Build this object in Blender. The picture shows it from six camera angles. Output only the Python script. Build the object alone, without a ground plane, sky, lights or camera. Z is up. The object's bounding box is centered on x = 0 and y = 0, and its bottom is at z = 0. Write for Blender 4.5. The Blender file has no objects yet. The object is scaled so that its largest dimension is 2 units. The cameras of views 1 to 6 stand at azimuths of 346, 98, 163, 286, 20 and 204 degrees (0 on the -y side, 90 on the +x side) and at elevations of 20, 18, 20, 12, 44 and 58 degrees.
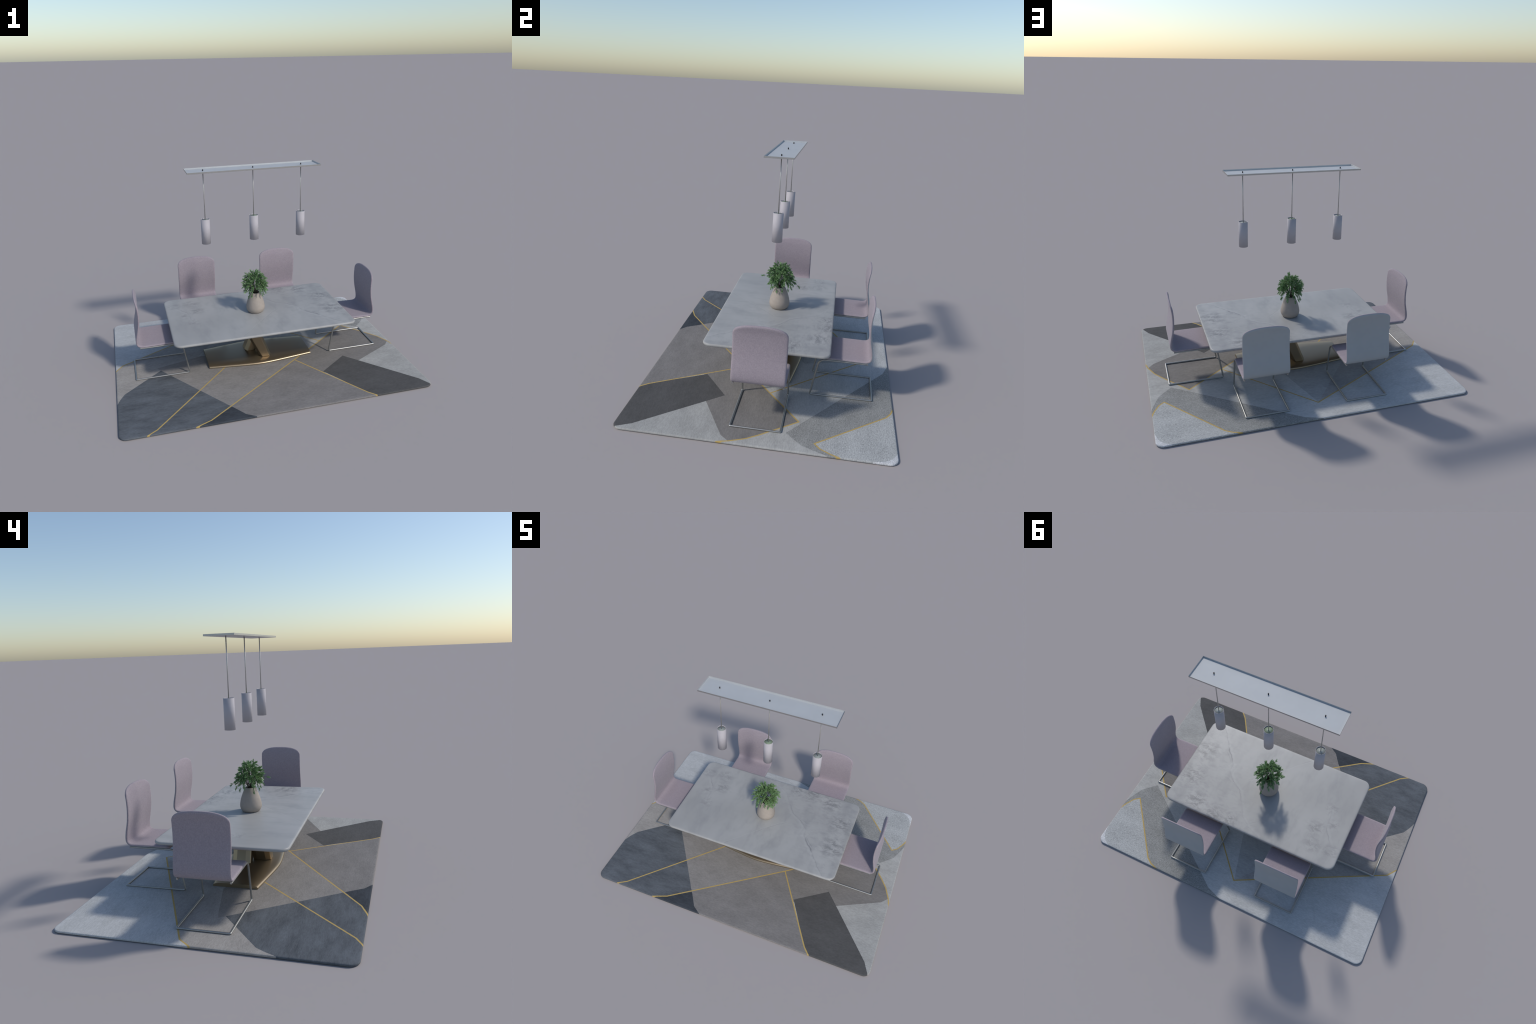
"""Dining set: patterned rug, marble table on a bronze pedestal, four cantilever
chairs, a vase with a leafy bush and a three-shade pendant lamp."""
import bpy, bmesh, math, random
from mathutils import Vector, Matrix
from mathutils.geometry import tessellate_polygon

random.seed(7)
C = bpy.context.scene.collection

# ----------------------------------------------------------------- helpers
def mesh_object(name, verts, faces, mats=(), smooth=True, angle=None, parent=None):
    me = bpy.data.meshes.new(name)
    me.from_pydata([tuple(v) for v in verts], [], faces)
    me.update()
    for m in mats:
        me.materials.append(m)
    ob = bpy.data.objects.new(name, me)
    C.objects.link(ob)
    fix_normals(me)
    if smooth:
        me.polygons.foreach_set("use_smooth", [True] * len(me.polygons))
        if angle:
            me.set_sharp_from_angle(angle=math.radians(angle))
    if parent:
        ob.parent = parent
    return ob


def fix_normals(me):
    bm = bmesh.new()
    bm.from_mesh(me)
    bmesh.ops.recalc_face_normals(bm, faces=bm.faces)
    bm.to_mesh(me)
    bm.free()


def empty(name, loc, label, category, rot=0.0):
    ob = bpy.data.objects.new(name, None)
    ob.empty_display_size = 0.05
    ob.location = loc
    ob.rotation_euler = (0, 0, rot)
    ob["label"], ob["category"] = label, category
    C.objects.link(ob)
    return ob


def rounded_rect(hx, hy, r, n=8):
    pts = []
    for cx, cy, a0 in ((hx - r, hy - r, 0), (-hx + r, hy - r, 90), (-hx + r, -hy + r, 180), (hx - r, -hy + r, 270)):
        for k in range(n + 1):
            a = math.radians(a0 + 90 * k / n)
            pts.append((cx + r * math.cos(a), cy + r * math.sin(a)))
    return pts


def slab(name, hx, hy, r, rings, mats, parent=None, angle=40, n=8):
    """Rounded-rectangle slab; rings = [(inset, z), ...] from bottom to top."""
    verts, faces = [], []
    for inset, z in rings:
        verts += [(x, y, z) for x, y in rounded_rect(hx - inset, hy - inset, max(r - inset, 1e-4), n)]
    m = 4 * (n + 1)
    for i in range(len(rings) - 1):
        for k in range(m):
            k2 = (k + 1) % m
            faces.append((i * m + k, i * m + k2, (i + 1) * m + k2, (i + 1) * m + k))
    faces.append(tuple(reversed(range(m))))
    faces.append(tuple(range((len(rings) - 1) * m, len(rings) * m)))
    return mesh_object(name, verts, faces, mats, angle=angle, parent=parent)


def lathe(name, profile, seg, mats, parent=None, angle=None, cap_bottom=True, cap_top=False):
    verts, faces = [], []
    for r, z in profile:
        verts += [(r * math.cos(2 * math.pi * k / seg), r * math.sin(2 * math.pi * k / seg), z) for k in range(seg)]
    for i in range(len(profile) - 1):
        for k in range(seg):
            k2 = (k + 1) % seg
            faces.append((i * seg + k, i * seg + k2, (i + 1) * seg + k2, (i + 1) * seg + k))
    if cap_bottom:
        faces.append(tuple(reversed(range(seg))))
    if cap_top:
        faces.append(tuple(range((len(profile) - 1) * seg, len(profile) * seg)))
    return mesh_object(name, verts, faces, mats, angle=angle, parent=parent)


def fillet(path, radii, n=6):
    """Round the corners of a polyline; radii per inner vertex."""
    out = [Vector(path[0])]
    for i in range(1, len(path) - 1):
        p, a, b = Vector(path[i]), Vector(path[i - 1]), Vector(path[i + 1])
        u, w = (a - p).normalized(), (b - p).normalized()
        half = u.angle(w) / 2
        d = radii[i - 1] / math.tan(half)
        ctr = p + (u + w).normalized() * (radii[i - 1] / math.sin(half))
        s, e = p + u * d - ctr, p + w * d - ctr
        for k in range(n + 1):
            w_ = s.angle(e)
            t_ = k / n
            out.append(ctr + (s * math.sin((1 - t_) * w_) + e * math.sin(t_ * w_)) / math.sin(w_))
    out.append(Vector(path[-1]))
    return out


def tube(name, path, r, mats, seg=12, parent=None, taper=None):
    verts, faces = [], []
    n = len(path)
    t0 = (path[1] - path[0]).normalized()
    nor = t0.orthogonal().normalized()
    for i, p in enumerate(path):
        ta = (path[min(i + 1, n - 1)] - path[max(i - 1, 0)]).normalized()
        nor = (nor - ta * nor.dot(ta)).normalized()
        bi = ta.cross(nor)
        rr = r * (taper(i / (n - 1)) if taper else 1)
        verts += [p + nor * (rr * math.cos(2 * math.pi * k / seg)) + bi * (rr * math.sin(2 * math.pi * k / seg)) for k in range(seg)]
    for i in range(n - 1):
        for k in range(seg):
            k2 = (k + 1) % seg
            faces.append((i * seg + k, i * seg + k2, (i + 1) * seg + k2, (i + 1) * seg + k))
    faces.append(tuple(reversed(range(seg))))
    faces.append(tuple(range((n - 1) * seg, n * seg)))
    return mesh_object(name, verts, faces, mats, angle=50, parent=parent)


def spline(pts, per=6):
    """Catmull-Rom through control points."""
    P = [Vector(p) for p in pts]
    P = [2 * P[0] - P[1]] + P + [2 * P[-1] - P[-2]]
    out = []
    for i in range(1, len(P) - 2):
        a, b, c, d = P[i - 1:i + 3]
        for k in range(per):
            t = k / per
            out.append(0.5 * (2 * b + (c - a) * t + (2 * a - 5 * b + 4 * c - d) * t * t + (3 * b - a - 3 * c + d) * t ** 3))
    out.append(P[-2])
    return out


# ----------------------------------------------------------------- material node builder
class Mat:
    def __init__(self, name):
        self.m = bpy.data.materials.new(name)
        self.m.use_nodes = True
        self.t = self.m.node_tree
        self.b = self.t.nodes["Principled BSDF"]
        self._co = None

    def node(self, kind, **kw):
        n = self.t.nodes.new(kind)
        for k, v in kw.items():
            setattr(n, k, v)
        return n

    def put(self, sock, v):
        if isinstance(v, bpy.types.NodeSocket):
            self.t.links.new(v, sock)
        elif isinstance(v, (tuple, list)) and sock.type == 'RGBA' and len(v) == 3:
            sock.default_value = (*v, 1)
        else:
            sock.default_value = v

    @property
    def co(self):
        if self._co is None:
            self._co = self.node("ShaderNodeTexCoord").outputs["Object"]
        return self._co

    def math(self, op, a, b=0.0, c=None, clamp=False):
        n = self.node("ShaderNodeMath", operation=op, use_clamp=clamp)
        self.put(n.inputs[0], a)
        self.put(n.inputs[1], b)
        if c is not None:
            self.put(n.inputs[2], c)
        return n.outputs[0]

    def vec(self, op, a, b=None, scale=None):
        n = self.node("ShaderNodeVectorMath", operation=op)
        self.put(n.inputs[0], a)
        if b is not None:
            self.put(n.inputs[1], b)
        if scale is not None:
            self.put(n.inputs["Scale"], scale)
        return n.outputs["Value"] if op in ("DOT_PRODUCT", "LENGTH", "DISTANCE") else n.outputs["Vector"]

    def mapped(self, scale, rot=(0, 0, 0), loc=(0, 0, 0), src=None):
        n = self.node("ShaderNodeMapping")
        self.put(n.inputs["Vector"], src or self.co)
        n.inputs["Scale"].default_value = scale
        n.inputs["Rotation"].default_value = rot
        n.inputs["Location"].default_value = loc
        return n.outputs[0]

    def noise(self, vec, scale=5, detail=4, rough=0.55, dist=0.0, color=False):
        n = self.node("ShaderNodeTexNoise")
        self.put(n.inputs["Vector"], vec)
        n.inputs["Scale"].default_value = scale
        n.inputs["Detail"].default_value = detail
        n.inputs["Roughness"].default_value = rough
        n.inputs["Distortion"].default_value = dist
        return n.outputs["Color" if color else "Fac"]

    def mix(self, f, a, b, mode='MIX'):
        n = self.node("ShaderNodeMix", data_type='RGBA', blend_type=mode)
        self.put(n.inputs[0], f)
        self.put(n.inputs[6], a)
        self.put(n.inputs[7], b)
        return n.outputs[2]

    def range(self, v, a, b, c=0.0, d=1.0, smooth=True):
        n = self.node("ShaderNodeMapRange", interpolation_type='SMOOTHSTEP' if smooth else 'LINEAR')
        self.put(n.inputs["Value"], v)
        for k, x in zip(("From Min", "From Max", "To Min", "To Max"), (a, b, c, d)):
            n.inputs[k].default_value = x
        return n.outputs[0]

    def bump(self, h, strength=0.2, dist=0.002):
        n = self.node("ShaderNodeBump")
        n.inputs["Strength"].default_value = strength
        n.inputs["Distance"].default_value = dist
        self.put(n.inputs["Height"], h)
        self.put(self.b.inputs["Normal"], n.outputs[0])

    def set(self, **kw):
        names = dict(color="Base Color", rough="Roughness", metal="Metallic", spec="Specular IOR Level", sheen="Sheen Weight", coat="Coat Weight")
        for k, v in kw.items():
            self.put(self.b.inputs[names[k]], v)
        return self.m

    # masks on the object's x,y plane
    def half(self, p, a, b):
        """1 on the left side of the directed edge a->b."""
        nx, ny = -(b[1] - a[1]), b[0] - a[0]
        l = math.hypot(nx, ny)
        nx, ny = nx / l, ny / l
        return self.math('GREATER_THAN', self.vec('DOT_PRODUCT', p, (nx, ny, 0)), a[0] * nx + a[1] * ny - 2e-5)

    def polygon(self, p, pts):
        area = sum(a[0] * b[1] - b[0] * a[1] for a, b in zip(pts, pts[1:] + pts[:1]))
        if area < 0:
            pts = pts[::-1]
        n = len(pts)
        turn = [(pts[i][0] - pts[i - 1][0]) * (pts[(i + 1) % n][1] - pts[i][1]) - (pts[i][1] - pts[i - 1][1]) * (pts[(i + 1) % n][0] - pts[i][0]) for i in range(n)]
        bad = [i for i in range(n) if turn[i] < -1e-7]
        if bad:                                   # split a concave outline into triangles
            out = None
            for t in tessellate_polygon([[Vector((x, y, 0)) for x, y in pts]]):
                q = self.polygon(p, [pts[k] for k in t])
                out = q if out is None else self.math('MAXIMUM', out, q)
            return out
        out = None
        for a, b in zip(pts, pts[1:] + pts[:1]):
            h = self.half(p, a, b)
            out = h if out is None else self.math('MULTIPLY', out, h)
        return out

    def seg_dist(self, p, a, b):
        """Distance to the segment a-b in the plane (p has z = 0)."""
        ab = Vector((b[0] - a[0], b[1] - a[1], 0))
        pa = self.vec('SUBTRACT', p, (a[0], a[1], 0))
        t = self.math('MULTIPLY', self.vec('DOT_PRODUCT', pa, tuple(ab)), 1 / ab.length_squared, clamp=True)
        q = self.vec('SCALE', tuple(ab), scale=t)
        return self.vec('DISTANCE', pa, q)

    def line_dist(self, p, pts):
        out = None
        for a, b in zip(pts, pts[1:]):
            d = self.seg_dist(p, a, b)
            out = d if out is None else self.math('MINIMUM', out, d)
        return out

    def flat(self, src):
        return self.vec('MULTIPLY', src, (1, 1, 0))


# ----------------------------------------------------------------- materials
def rug_material():
    M = Mat("rug_wool")
    fuzz = M.vec('SCALE', M.vec('SUBTRACT', M.noise(M.co, 240, 2, color=True), (.5, .5, .5)), scale=0.004)
    p = M.flat(M.vec('ADD', M.co, fuzz))
    sep = M.node("ShaderNodeSeparateXYZ")
    M.put(sep.inputs[0], M.co)
    x = sep.outputs[0]
    col = M.mix(M.range(x, 0.1, 0.75), (.465, .468, .462), (.40, .395, .375))
    mott = None
    def paint(c, *polys):
        nonlocal col
        m = None
        for pl in polys:
            q = M.polygon(p, pl)
            m = q if m is None else M.math('MAXIMUM', m, q)
        col = M.mix(m, col, c)
        return m
    # warm grey wedge on the left and the big mid-grey field in front
    paint(M.mix(M.range(x, -.85, -.4), (.33, .310, .288), (.335, .325, .315)), [(-.014, .576), (-.95, .083), (-1.02, .0), (-1.02, -.5), (-.72, -.33), (-.5, -.04)])  # right end tinted cooler for the bluish shade lying on this field
    paint((.37, .37, .365), [(-.014, .576), (-.5, -.04), (-.3, -.06), (.1, .2)])
    paint((.255, .240, .226), [(-.72, -.02), (-.3, -.80), (.66, -.80), (.605, -.74), (.556, -.69), (.232, -.178), (.33, -.10), (-.4, .06)])
    paint((.213, .201, .192), [(-.577, -.745), (-.458, -.695), (.232, -.178), (.556, -.69), (.605, -.74), (.66, -.80), (-.6, -.80)])
    paint((.205, .193, .181), [(.232, -.178), (.745, .22), (.95, -.033), (.985, -.12), (.945, -.165), (.661, -.315), (.37, -.40)])
    paint((.36, .355, .335), [(.661, -.315), (.945, -.165), (.98, -.125), (1.02, -.06), (1.02, -.80), (.99, -.75), (.949, -.645)])
    paint((.092, .090, .088), [(.371, -.38), (.581, -.223), (.661, -.313), (.949, -.64), (.98, -.70), (1.0, -.74), (1.0, -.80), (.66, -.80), (.605, -.74), (.556, -.69)])
    navy = paint((.108, .118, .130), [(-.698, -.055), (-.95, -.278), (-.978, -.328), (-1.02, -.43), (-1.02, -.80), (-.12, -.80), (-.12, -.765), (-.18, -.74), (-.247, -.695)])
    paint((.055, .062, .072), [(-.577, -.745), (-.458, -.695), (-.313, -.598), (-.247, -.695), (-.18, -.74), (-.12, -.765), (-.12, -.80), (-.6, -.80)])
    salt = paint((.27, .27, .258), [(.859, .163), (.945, .25), (.984, .34), (1.02, .44), (1.02, .80), (-.05, .80), (-.05, .75), (.035, .727), (.12, .697)])
    paint((.56, .56, .56), [(.85, .56), (1.02, .56), (1.02, .80), (.85, .80)])
    salt2 = paint((.40, .405, .395), [(.915, .316), (.955, .35), (.985, .40), (1.01, .45), (1.003, .595), (.985, .666), (.958, .706), (.906, .737), (.84, .77), (.46, .77), (.46, .75), (.515, .733), (.565, .716), (.606, .692)])
    # yarn grain: streaks along x, stronger in the salt-and-pepper fields
    streak = M.noise(M.mapped((55, 210, 60)), 1.0, 4, .7)
    cloud = M.noise(M.mapped((5, 11, 5)), 1.0, 5, .65)
    specks = M.noise(M.mapped((90, 260, 90), loc=(3, 1, 0)), 1.0, 3, .8)
    busy = M.math('MAXIMUM', salt, salt2)
    g = M.math('ADD', M.range(streak, .25, .75, .80, 1.20, False), M.range(cloud, .25, .75, -.14, .14, False))
    g = M.math('ADD', g, M.math('MULTIPLY', busy, M.range(specks, .3, .7, -.42, .42, False)))
    g = M.math('ADD', g, M.math('MULTIPLY', navy, M.range(M.noise(M.mapped((4, 14, 5), loc=(1, 7, 0)), 1, 6, .7), .3, .7, -.28, .28, False)))
    cmb = M.node("ShaderNodeCombineColor")
    for i in range(3):
        M.put(cmb.inputs[i], g)
    col = M.mix(1.0, col, cmb.outputs[0], 'MULTIPLY')
    # ochre inlay lines
    w = .0042
    lines = [
        [(-.86, -.75), (-.780, -.697), (-.273, -.148), (.012, .165)],
        [(-.58, -.747), (-.458, -.695), (.232, -.178), (.748, .221), (.905, .030), (.950, -.033), (.985, -.112), (1.01, -.2)],
        [(.232, -.178), (.556, -.69), (.612, -.75)],
        [(.495, .034), (-.012, .577), (-.952, .083), (-1.0, .018)],
        [(1.005, .45), (.983, .397), (.953, .345), (.917, .316), (.606, .692), (.565, .719), (.51, .737)],
    ]
    d = None
    for l in lines:
        q = M.line_dist(p, l)
        d = q if d is None else M.math('MINIMUM', d, q)
    col = M.mix(M.math('LESS_THAN', d, w), col, (.47, .335, .12))
    M.bump(M.math('ADD', streak, specks), .35, .0012)
    return M.set(color=col, rough=.95, spec=.15)


def marble_material():
    M = Mat("marble_top")
    p0 = M.flat(M.co)
    wob = M.vec('SUBTRACT', M.noise(p0, 9, 5, .6, color=True), (.5, .5, .5))
    p = M.flat(M.vec('ADD', p0, M.vec('SCALE', wob, scale=.05)))
    col = M.mix(M.range(M.noise(p, 2.6, 4, .5), .3, .7), (.34, .335, .322), (.40, .395, .38))
    # cloudy darker fields, drawn out along y
    soft = M.noise(M.mapped((9, 4, 9), rot=(0, 0, .5), src=p), 1, 6, .62)
    col = M.mix(M.range(soft, .42, .75, 0, .75), col, (.28, .28, .275))
    busy = M.math('MULTIPLY', M.range(M.noise(M.mapped((11, 24, 11), rot=(0, 0, .75), src=p), 1, 8, .72), .45, .68), M.range(M.vec('DOT_PRODUCT', p, (.8, .6, 0)), -.05, .40, .05, .65))
    col = M.mix(busy, col, (.265, .265, .262))
    # weathered patches near the ends and along the back
    fine = M.noise(M.mapped((20, 34, 20), rot=(0, 0, .5), src=p0), 1, 9, .75, .5)
    blobs = None
    for bx, by, r in ((.54, -.10, .14), (.53, .13, .13), (.40, .29, .12), (.25, .33, .11), (.13, .33, .09), (-.45, -.05, .07), (-.50, .06, .06), (-.56, .24, .08), (-.40, .12, .10), (-.43, .24, .09)):
        w = M.range(M.vec('DISTANCE', p, (bx, by, 0)), 0, r, .95 if bx > 0 else .6, 0)
        blobs = w if blobs is None else M.math('MAXIMUM', blobs, w)
    patch = M.math('MULTIPLY', blobs, M.range(fine, .43, .60))
    col = M.mix(M.math('MULTIPLY', patch, .85), col, (.17, .17, .17))
    col = M.mix(M.math('MULTIPLY', blobs, M.range(fine, .42, .28, 0, .5)), col, (.60, .60, .585))
    # veins: dark crack with a pale lip
    pv = M.flat(M.vec('ADD', p0, M.vec('SCALE', M.vec('SUBTRACT', M.noise(p0, 16, 4, .6, color=True), (.5, .5, .5)), scale=.028)))
    thick = M.noise(p0, 7, 2, .5)
    for pts, dark, width in (
        ([(.253, .044), (.312, -.02), (.318, -.078)], .45, .008),
        ([(.318, -.078), (.372, -.14), (.415, -.197)], .85, .0075),
        ([(.352, -.05), (.34, -.085), (.40, -.15)], .35, .004),
        ([(.415, -.197), (.465, -.262), (.53, -.345)], .35, .004),
        ([(-.085, .347), (.004, .307), (.070, .262), (.122, .175), (.176, .088), (.253, .044)], .35, .006),
        ([(.162, -.005), (.029, -.13), (-.10, -.276), (-.168, -.344)], .45, .0025),
        ([(-.44, .0), (-.45, -.05), (-.47, .10), (-.565, .24)], .35, .005),
        ([(-.20, .21), (-.05, .24), (.02, .30)], .3, .0025),
        ([(.176, .088), (.32, .03), (.46, .05)], .25, .004),
    ):
        d = M.line_dist(pv, pts)
        f = M.math('MULTIPLY', M.range(d, width, 0), M.range(thick, .40, .58, .12, 1))
        lip = M.line_dist(M.vec('ADD', pv, (.012, .004, 0)), pts)
        col = M.mix(M.math('MULTIPLY', M.range(lip, width * 2.4, 0), .16 * min(1, dark * 1.6)), col, (.52, .515, .50))
        col = M.mix(M.math('MULTIPLY', f, dark), col, (.18, .18, .185))
    return M.set(color=col, rough=.45, spec=.4)


def fabric_material():
    M = Mat("mauve_fabric")
    a = M.noise(M.mapped((900, 160, 160)), 1, 2, .6)
    b = M.noise(M.mapped((120, 700, 120)), 1, 2, .6)
    weave = M.math('ADD', a, b)
    c = M.range(M.noise(M.co, 60, 3, .6), 0, 1, .3, .7, False)
    f = M.math('ADD', M.range(weave, .7, 1.3, -.25, .25, False), c)
    col = M.mix(M.range(f, .2, .8), (.285, .243, .272), (.355, .305, .33))
    M.bump(weave, .25, .0008)
    return M.set(color=col, rough=.85, spec=.25, sheen=.15)


def plain(name, color, rough, metal=0.0, var=0.06, scale=20, spec=.5):
    M = Mat(name)
    n = M.noise(M.co, scale, 4, .6)
    col = M.mix(M.range(n, .3, .7), tuple(c * (1 - var) for c in color), tuple(min(1, c * (1 + var)) for c in color))
    return M.set(color=col, rough=rough, metal=metal, spec=spec)


def leaf_material():
    M = Mat("leaf_green")
    info = M.node("ShaderNodeObjectInfo").outputs["Random"]
    n = M.noise(M.co, 60, 2)
    f = M.math('ADD', M.math('MULTIPLY', info, .6), M.math('MULTIPLY', n, .5), clamp=True)
    col = M.mix(f, (.09, .20, .07), (.26, .39, .19))
    M.set(color=col, rough=.36, spec=.6)
    tr = M.node("ShaderNodeBsdfTranslucent")
    M.put(tr.inputs["Color"], M.mix(.5, col, (.16, .32, .06)))
    mx = M.node("ShaderNodeMixShader")
    mx.inputs[0].default_value = .22
    M.t.links.new(M.b.outputs[0], mx.inputs[1])
    M.t.links.new(tr.outputs[0], mx.inputs[2])
    M.t.links.new(mx.outputs[0], M.t.nodes["Material Output"].inputs["Surface"])
    return M.m


RUG = rug_material()
MARBLE = marble_material()
FABRIC = fabric_material()
SHELL = plain("pale_shell", (.36, .375, .385), .6, var=.02)
STEEL = plain("brushed_steel", (.37, .365, .35), .42, .8, .05, 60)
BRONZE = plain("satin_bronze", (.33, .258, .172), .37, .86, .03, 6)
CERAMIC = plain("matt_ceramic", (.36, .312, .268), .7, 0, .04, 40, .3)
LEAF = leaf_material()
STEM = plain("stem_bark", (.05, .045, .03), .8)
SOIL = plain("dark_soil", (.02, .018, .015), .95)
TRAY = plain("tray_metal", (.48, .47, .455), .38, .9, .02, 8)
TRAY_WALL = plain("tray_wall", (.50, .51, .51), .45, .4, .02, 8)
TRAY_IN = plain("tray_lining", (.46, .475, .48), .62, 0, .02, 8, .35)
CHROME = plain("chrome_rod", (.50, .485, .46), .45, .7, .02)
DARK_END = plain("black_rod_end", (.012, .012, .014), .35)
SHADE = plain("white_shade", (.44, .415, .435), .6, 0, .03, 15, .3)
INNER = plain("shade_inner", (.30, .33, .31), .5)
INNER_GREEN = plain("shade_inner_green", (.24, .31, .22), .5)

# ----------------------------------------------------------------- rug
RUG_Z = .0108
rug = slab("rug", 1.0, .7335, .048,
           [(.003, 0), (.0005, .001), (0, .003), (0, .0075), (.0012, .0094), (.0045, .0105), (.010, RUG_Z)], [RUG], n=10)
rug["label"] = "large grey geometric patterned rug with ochre lines"
rug["category"] = "rug"

# ----------------------------------------------------------------- table
table = empty("dining_table", (0, 0, RUG_Z), "rectangular marble dining table on crossed bronze pedestal", "table")
top = slab("table_top", .6165, .3595, .05,
           [(.010, .3275), (.0045, .3285), (.0012, .3310), (0, .3355), (.0010, .3405), (.0035, .3438), (.008, .3449), (.018, .3452)], [MARBLE], parent=table, n=10)
top.location.z = -RUG_Z


def pedestal_plate():
    """Bowed foot plate: plan widens to the middle, section rounded over and gently domed."""
    nx = 32
    verts, faces = [], []
    L = .37
    sect = None
    for i in range(nx + 1):
        x = -L + 2 * L * i / nx
        hw = .130 + .042 * (1 - (math.sqrt((x / L) ** 2 + .04) - .2) / (math.sqrt(1.04) - .2))
        half = [(hw - .003, RUG_Z), (hw, .0125), (hw + .0003, .0165), (hw - .0012, .0205), (hw - .0050, .0240), (hw - .011, .0268), (hw - .020, .0291), (hw - .032, .0308), (hw - .048, .0320), (hw * .4, .0330), (0, .0334)]
        sect = half + [(-y, z) for y, z in half[-2::-1]]
        verts += [(x, y, z) for y, z in sect]
    m = len(sect)
    for i in range(nx):
        for k in range(m):
            k2 = (k + 1) % m
            faces.append((i * m + k, i * m + k2, (i + 1) * m + k2, (i + 1) * m + k))
    faces.append(tuple(range(m)))
    faces.append(tuple(reversed(range(nx * m, (nx + 1) * m))))
    ob = mesh_object("foot_plate", verts, faces, [BRONZE], angle=45, parent=table)
    ob.location.z = -RUG_Z
    return ob


def pedestal_column(sign):
    """Chamfered column leaning along x; the two cross like an X."""
    verts, faces = [], []
    levels = 6
    for i in range(levels):
        t = i / (levels - 1)
        z = .032 + t * (.3280 - .032)
        cx = -sign * .042 + sign * .130 * t
        hx, hy, ax, ay = .043 + .012 * t, .057, .016, .030
        cy = sign * .054
        sec = [(hx - ax, -hy), (hx, -hy + ay), (hx, hy - ay), (hx - ax, hy), (-hx + ax, hy), (-hx, hy - ay), (-hx, -hy + ay), (-hx + ax, -hy)]
        verts += [(cx + a, cy + b, z) for a, b in sec]
    for i in range(levels - 1):
        for k in range(8):
            k2 = (k + 1) % 8
            faces.append((i * 8 + k, i * 8 + k2, (i + 1) * 8 + k2, (i + 1) * 8 + k))
    faces.append(tuple(reversed(range(8))))
    faces.append(tuple(range((levels - 1) * 8, levels * 8)))
    ob = mesh_object("pedestal_column", verts, faces, [BRONZE], smooth=False, parent=table)
    ob.location.z = -RUG_Z
    b = ob.modifiers.new("Bevel", 'BEVEL')
    b.width, b.segments, b.limit_method = .004, 2, 'ANGLE'


pedestal_plate()
pedestal_column(1)
pedestal_column(-1)

# ----------------------------------------------------------------- chairs (local: x runs from front foot to back, y across)
SEAT_LINE = [(.074, .2540), (.080, .2570), (.10, .2590), (.15, .2592), (.21, .2585), (.265, .2580), (.297, .2575), (.3175, .2625),
             (.3295, .2745), (.3330, .296), (.3305, .328), (.325, .36), (.3185, .40), (.3142, .445), (.3135, .49), (.3170, .54), (.3235, .570), (.3275, .588)]


def chair_shell():
    """Seat and back as one bent upholstered shell; returns verts, faces, tags."""
    line = [Vector((s, 0, z)) for s, z in SEAT_LINE]
    line = spline(line, 8)
    acc = [0.0]
    for a, b in zip(line, line[1:]):
        acc.append(acc[-1] + (b - a).length)
    total = acc[-1]

    def at(u):
        u = min(max(u, 0), total)
        for i in range(len(acc) - 1):
            if acc[i + 1] >= u:
                f = (u - acc[i]) / max(acc[i + 1] - acc[i], 1e-9)
                return line[i].lerp(line[i + 1], f), (line[i + 1] - line[i]).normalized()
        return line[-1], (line[-1] - line[-2]).normalized()

    W, nu, nv = .1435, 72, 28
    verts, tags = [], []
    grid = {}
    for side in (1, -1):
        for j in range(nv + 1):
            v = math.sin(math.pi / 2 * (2 * j / nv - 1))
            a = abs(v)
            end = total - .066 * (1 - (1 - min(a, 1) ** 2.6) ** (1 / 2.6))
            start = .018 * (1 - math.sqrt(max(0, 1 - max(0, (a - .87) / .13) ** 2)))
            for i in range(nu + 1):
                u = start + (end - start) * i / nu
                p, t = at(u)
                n = Vector((-t.z, 0, t.x))            # towards the sitter
                back = min(max((p.z - .29) / .1, 0), 1)
                p = p + Vector((-.004 * back * a ** 3, 0, 0))
                edge = min((1 - a) * W, u - start + .0006, end - u + .0006)
                round_ = math.sqrt(max(0, 1 - (1 - min(1, edge / .010)) ** 2))
                th = .0014 + (.0058 - .0012 * back) * round_
                q = p + n * (side * th)
                grid[side, j, i] = len(verts)
                verts.append((q.x, v * W, q.z))
                tags.append(u / total)
    faces, ftag = [], []
    for side in (1, -1):
        for j in range(nv):
            for i in range(nu):
                f = (grid[side, j, i], grid[side, j + 1, i], grid[side, j + 1, i + 1], grid[side, j, i + 1])
                faces.append(f if side > 0 else f[::-1])
                ftag.append((i, side))
    rim = [(j, 0) for j in range(nv)] + [(nv, i) for i in range(nu)] + [(j, nu) for j in range(nv, 0, -1)] + [(0, i) for i in range(nu, 0, -1)]
    for (j, i), (j2, i2) in zip(rim, rim[1:] + rim[:1]):
        faces.append((grid[1, j, i], grid[-1, j, i], grid[-1, j2, i2], grid[1, j2, i2]))
        ftag.append((min(i, i2), 0))
    cut = next(i for i in range(nu) if at(total * i / nu)[0].z > .300)
    return verts, faces, ftag, cut


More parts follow.
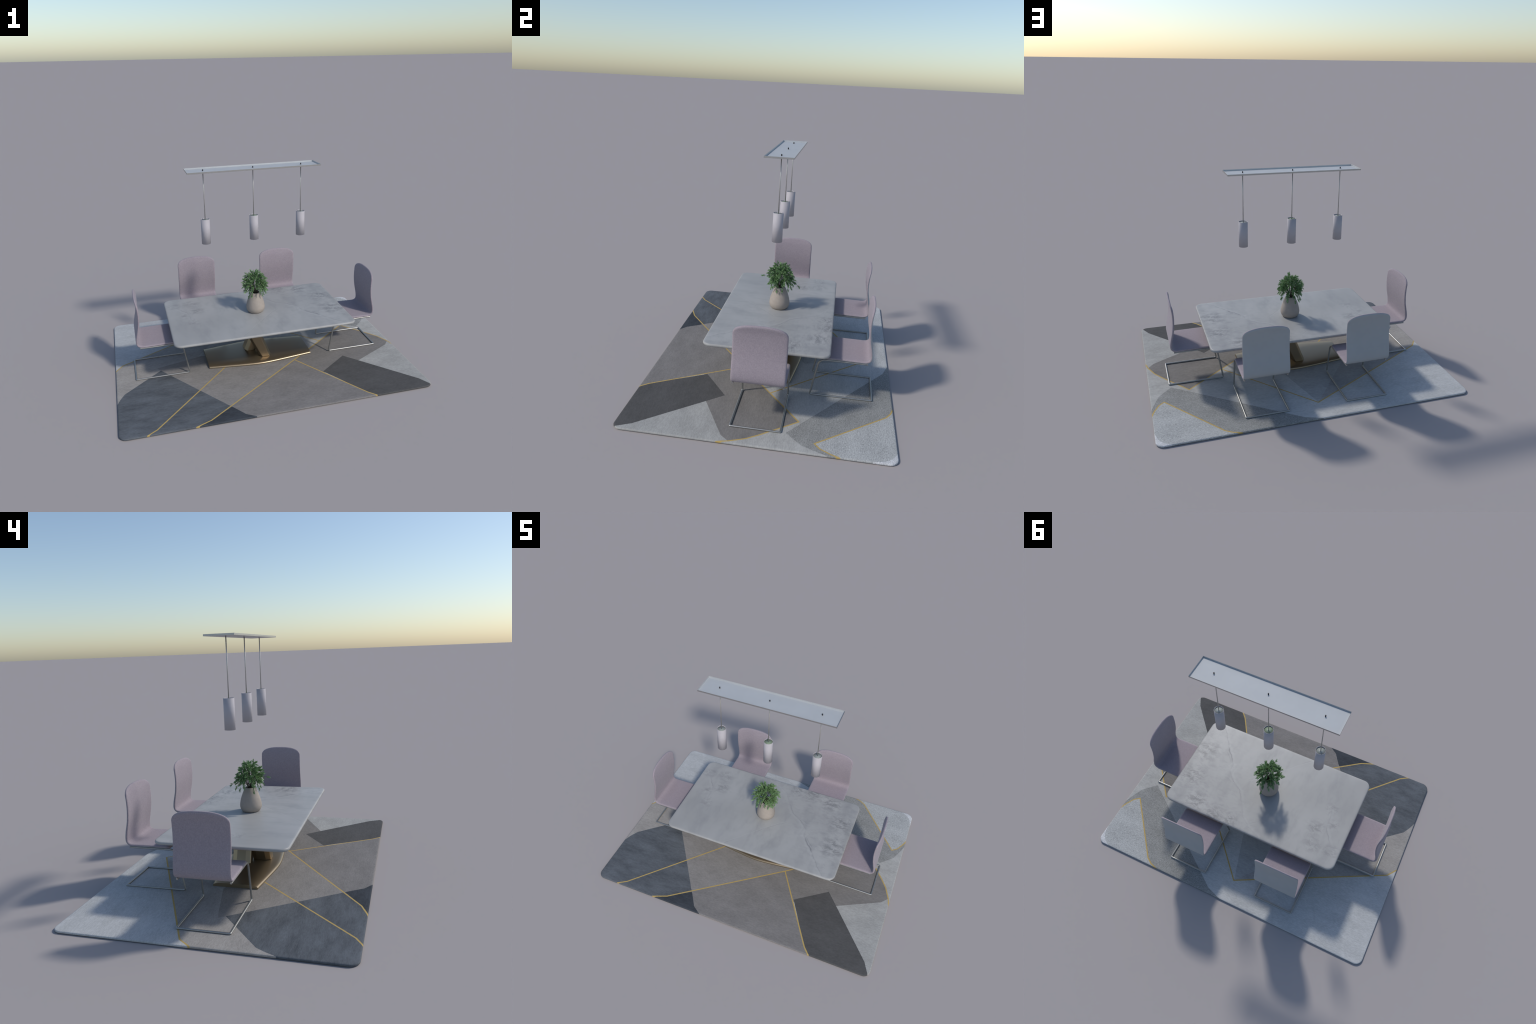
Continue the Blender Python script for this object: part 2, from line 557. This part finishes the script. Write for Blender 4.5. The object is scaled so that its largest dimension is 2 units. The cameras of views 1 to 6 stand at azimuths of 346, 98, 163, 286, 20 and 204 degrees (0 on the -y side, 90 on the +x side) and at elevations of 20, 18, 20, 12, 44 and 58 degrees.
def split_shell():
    verts, faces, ftag, cut = chair_shell()
    full = bpy.data.meshes.new("shell_full")
    full.from_pydata(verts, [], faces)
    full.update()
    bm = bmesh.new(); bm.from_mesh(full)
    bmesh.ops.recalc_face_normals(bm, faces=bm.faces)
    bm.to_mesh(full); bm.free()
    normals = [v.normal.copy() for v in full.vertices]
    out = {}
    for part, test in (("seat", lambda i: i < cut), ("backrest", lambda i: i >= cut)):
        ids = [k for k, (i, s) in enumerate(ftag) if test(i)]
        used = sorted({v for k in ids for v in full.polygons[k].vertices})
        remap = {v: n for n, v in enumerate(used)}
        fs = [tuple(remap[v] for v in full.polygons[k].vertices) for k in ids]
        for variant in ("plain", "backed"):
            me = bpy.data.meshes.new(part)
            me.from_pydata([verts[v] for v in used], [], fs)
            me.update()
            me.materials.append(FABRIC)
            me.materials.append(FABRIC if variant == "plain" else SHELL)
            me.polygons.foreach_set("use_smooth", [True] * len(fs))
            me.polygons.foreach_set("material_index", [1 if ftag[k][1] == -1 else 0 for k in ids])
            me.normals_split_custom_set_from_vertices([normals[v] for v in used])
            out[part, variant] = me
    bpy.data.meshes.remove(full)
    return out


SHELLS = split_shell()
yb, zb, zr = .1345, .0158, .2460
half_path = [(.3165, yb, zr), (.041, yb, zr), (0, yb, zb), (.359, yb, zb)]
ctrl = half_path + [(x, -y, z) for x, y, z in reversed(half_path)]
frame_path = fillet(ctrl, [.042, .010, .0035, .0035, .010, .042], 8)
frame_me = None


def chair(loc, rot, variant):
    global frame_me
    e = empty("dining_chair", loc, "mauve upholstered cantilever chair with steel tube frame", "chair", rot)
    e.location.z = RUG_Z
    for part in ("seat", "backrest"):
        o = bpy.data.objects.new(part, SHELLS[part, variant])
        C.objects.link(o)
        o.parent = e
        o.location.z = -RUG_Z
    if frame_me is None:
        o = tube("frame", frame_path, .0055, [STEEL], 12, e)
        frame_me = o.data
    else:
        o = bpy.data.objects.new("frame", frame_me)
        C.objects.link(o)
        o.parent = e
    o.location.z = -RUG_Z


chair((.507, 0, 0), 0, "plain")
chair((-.507, 0, 0), math.pi, "plain")
chair((.326, .257, 0), math.pi / 2, "backed")
chair((-.326, .257, 0), math.pi / 2, "backed")

# ----------------------------------------------------------------- pendant lamp
lamp = empty("pendant_lamp", (0, 0, 1.366), "long tray pendant lamp with three hanging cylinder shades", "lamp")


def tray():
    hx, hy, w = .4385, .081, .0016
    z0, z1, zi = 0.0, .0098, .0010
    def box(a, b, z):
        return [(-a, -b, z), (a, -b, z), (a, b, z), (-a, b, z)]
    verts = box(hx, hy, z0) + box(hx, hy, z1) + box(hx - w * .35, hy - w * .35, z1) + box(hx - w, hy - w, zi)
    faces = [(3, 2, 1, 0), (12, 13, 14, 15)]
    for r in range(3):
        for k in range(4):
            k2 = (k + 1) % 4
            faces.append((r * 4 + k, r * 4 + k2, r * 4 + 4 + k2, r * 4 + 4 + k))
    ob = mesh_object("tray", verts, faces, [TRAY, TRAY_IN, TRAY_WALL], smooth=False, parent=lamp)
    for pl in ob.data.polygons:
        if all(v in range(12, 16) for v in pl.vertices):
            pl.material_index = 1
        elif all(v >= 8 for v in pl.vertices):
            pl.material_index = 2
    b = ob.modifiers.new("Bevel", 'BEVEL')
    b.width, b.segments, b.limit_method = .0004, 1, 'ANGLE'


tray()
for k, x in enumerate((-.327, 0, .327)):
    rod = lathe("suspension_rod", [(.0030, 1.046 - 1.366), (.0030, 1.3685 - 1.366)], 10, [CHROME], lamp, cap_top=True)
    rod.location.x = x
    dark_end = lathe("rod_dark_end", [(.0036, .0010), (.0036, .0108), (.0026, .0116)], 12, [DARK_END], lamp, cap_top=True)
    dark_end.location.x = x
    # faceted shade: twelve sides, open recess on top, closed below; long smooth-shaded facets
    sh = lathe("lamp_shade", [(.0298, -.4815), (.0298, -.3142), (.0285, -.3140), (.0283, -.325)], 12, [SHADE], lamp, cap_bottom=True)
    sh.location.x = x
    disc = lathe("shade_inner_disc", [(.0284, -.326), (.0284, -.3195)], 12, [INNER_GREEN if k == 1 else INNER], sh, cap_top=True)

# ----------------------------------------------------------------- vase with bush
plant = empty("potted_bush", (0, 0, .3452), "egg shaped beige vase holding small leafy green bush", "potted plant")
vase_prof = spline([Vector((r, 0, z)) for r, z in ((.0445, .0005), (.050, .0022), (.0565, .0085), (.0625, .0195), (.0655, .034), (.0645, .050), (.0595, .074), (.0515, .099), (.042, .123), (.0345, .1385), (.0305, .1450))], 5)
prof = [(p.x, p.z) for p in vase_prof] + [(.0285, .1465), (.0255, .1455), (.0255, .130)]
lathe("vase", prof, 48, [CERAMIC], plant)
lathe("soil", [(.0258, .128), (.0258, .1325), (.012, .1345)], 24, [SOIL], plant, cap_top=True)


def leaf_shape(length, width, curl):
    """Lance-shaped leaf blade, folded along the midrib and curling down."""
    n = 5
    verts, faces = [], []
    for i in range(n + 1):
        t = i / n
        w = width * math.sin(math.pi * min(1, .08 + .92 * t) ** .8) * .5 + (1 - t) * .0004
        z = -curl * length * t * t
        x = length * t
        verts += [(x, -w, z + w * .35), (x, 0, z), (x, w, z + w * .35)]
    for i in range(n):
        a = i * 3
        faces += [(a, a + 1, a + 4, a + 3), (a + 1, a + 2, a + 5, a + 4)]
    return verts, faces


def sprig_mesh(seed):
    """Short twig along +x with a spray of narrow leaves."""
    rng = random.Random(seed)
    verts, faces, mi = [], [], []
    def add(vs, fs, mat, M):
        o = len(verts)
        verts.extend([tuple(M @ Vector(v)) for v in vs])
        faces.extend([tuple(o + k for k in f) for f in fs])
        mi.extend([mat] * len(fs))
    L = .022
    r = .0006
    tv = [(x, r * math.cos(a), r * math.sin(a)) for x in (0, L) for a in (0, 2.09, 4.19)]
    add(tv, [(0, 1, 4, 3), (1, 2, 5, 4), (2, 0, 3, 5)], 1, Matrix.Identity(4))
    count = 11
    for k in range(count):
        t = (k + .6) / count
        roll = k * 2.4 + rng.uniform(-.4, .4)
        spread = math.radians(62 - 42 * t + rng.uniform(-10, 10))
        ln = rng.uniform(.013, .019) * (1 - .15 * t)
        M = Matrix.Translation((L * t, 0, 0)) @ Matrix.Rotation(roll, 4, 'X') @ Matrix.Rotation(-spread, 4, 'Y') @ Matrix.Rotation(rng.uniform(-.5, .5), 4, 'X')
        vs, fs = leaf_shape(ln, ln * rng.uniform(.27, .36), rng.uniform(-.1, .35))
        add(vs, fs, 0, M)
    me = bpy.data.meshes.new("sprig")
    me.from_pydata(verts, [], faces)
    me.update()
    me.materials.append(LEAF)
    me.materials.append(STEM)
    me.polygons.foreach_set("material_index", mi)
    me.polygons.foreach_set("use_smooth", [True] * len(faces))
    return me


SPRIGS = [sprig_mesh(s) for s in range(6)]
rng = random.Random(11)


def branch(end, lift, sprigs, reach=.45):
    """Stem from the vase mouth arching up and out to a point on the crown."""
    a = Vector((end.x * .06 + rng.uniform(-.008, .008), end.y * .06 + rng.uniform(-.008, .008), .130))
    c = Vector((end.x * reach, end.y * reach, max(end.z, .20) + lift))
    path = []
    n = 14
    for i in range(n + 1):
        t = i / n
        path.append(a * (1 - t) ** 2 + c * (2 * t * (1 - t)) + end * t * t)
    ob = tube("branch", path, .0011, [STEM], 5, plant, taper=lambda t: 1 - .6 * t)
    for k in range(sprigs):
        f = .45 + .55 * k / max(1, sprigs - 1)
        i = min(n - 1, int(f * n))
        q = path[i] if k < sprigs - 1 else path[-1]
        ta = (path[i + 1] - path[i]).normalized()
        side = ta.orthogonal().normalized()
        side.rotate(Matrix.Rotation(k * 2.4 + rng.uniform(-.5, .5), 3, ta))
        out = ta + side * (rng.uniform(.5, 1.0) if k < sprigs - 1 else .1)
        out = (out.normalized() + Vector((q.x, q.y, q.z - .20)).normalized() * .5).normalized()
        s = bpy.data.objects.new("sprig", rng.choice(SPRIGS))
        C.objects.link(s)
        s.parent = ob
        rot = Vector((1, 0, 0)).rotation_difference(out).to_matrix().to_4x4()
        s.matrix_local = Matrix.Translation(q) @ rot @ Matrix.Rotation(rng.uniform(0, 6.28), 4, 'X') @ Matrix.Scale(rng.uniform(.8, 1.1), 4)


N = 48
CROWN = Vector((0, 0, .205))
for k in range(N):
    u = (k + .5) / N
    az = k * 2.39996 + rng.uniform(-.3, .3)
    up = 1 - 1.72 * u                       # from straight up to hanging below the equator
    h = math.sqrt(1 - up * up)
    r = rng.uniform(.064, .081) + .016 * max(0, -up)
    end = CROWN + Vector((math.cos(az) * h * r, math.sin(az) * h * r, up * r * 1.12))
    branch(end, .03 + .025 * u, 6, .45 + .35 * u)
branch(Vector((.0, .108, .165)), .03, 3, .6)
branch(Vector((.0, -.100, .212)), .02, 2, .5)
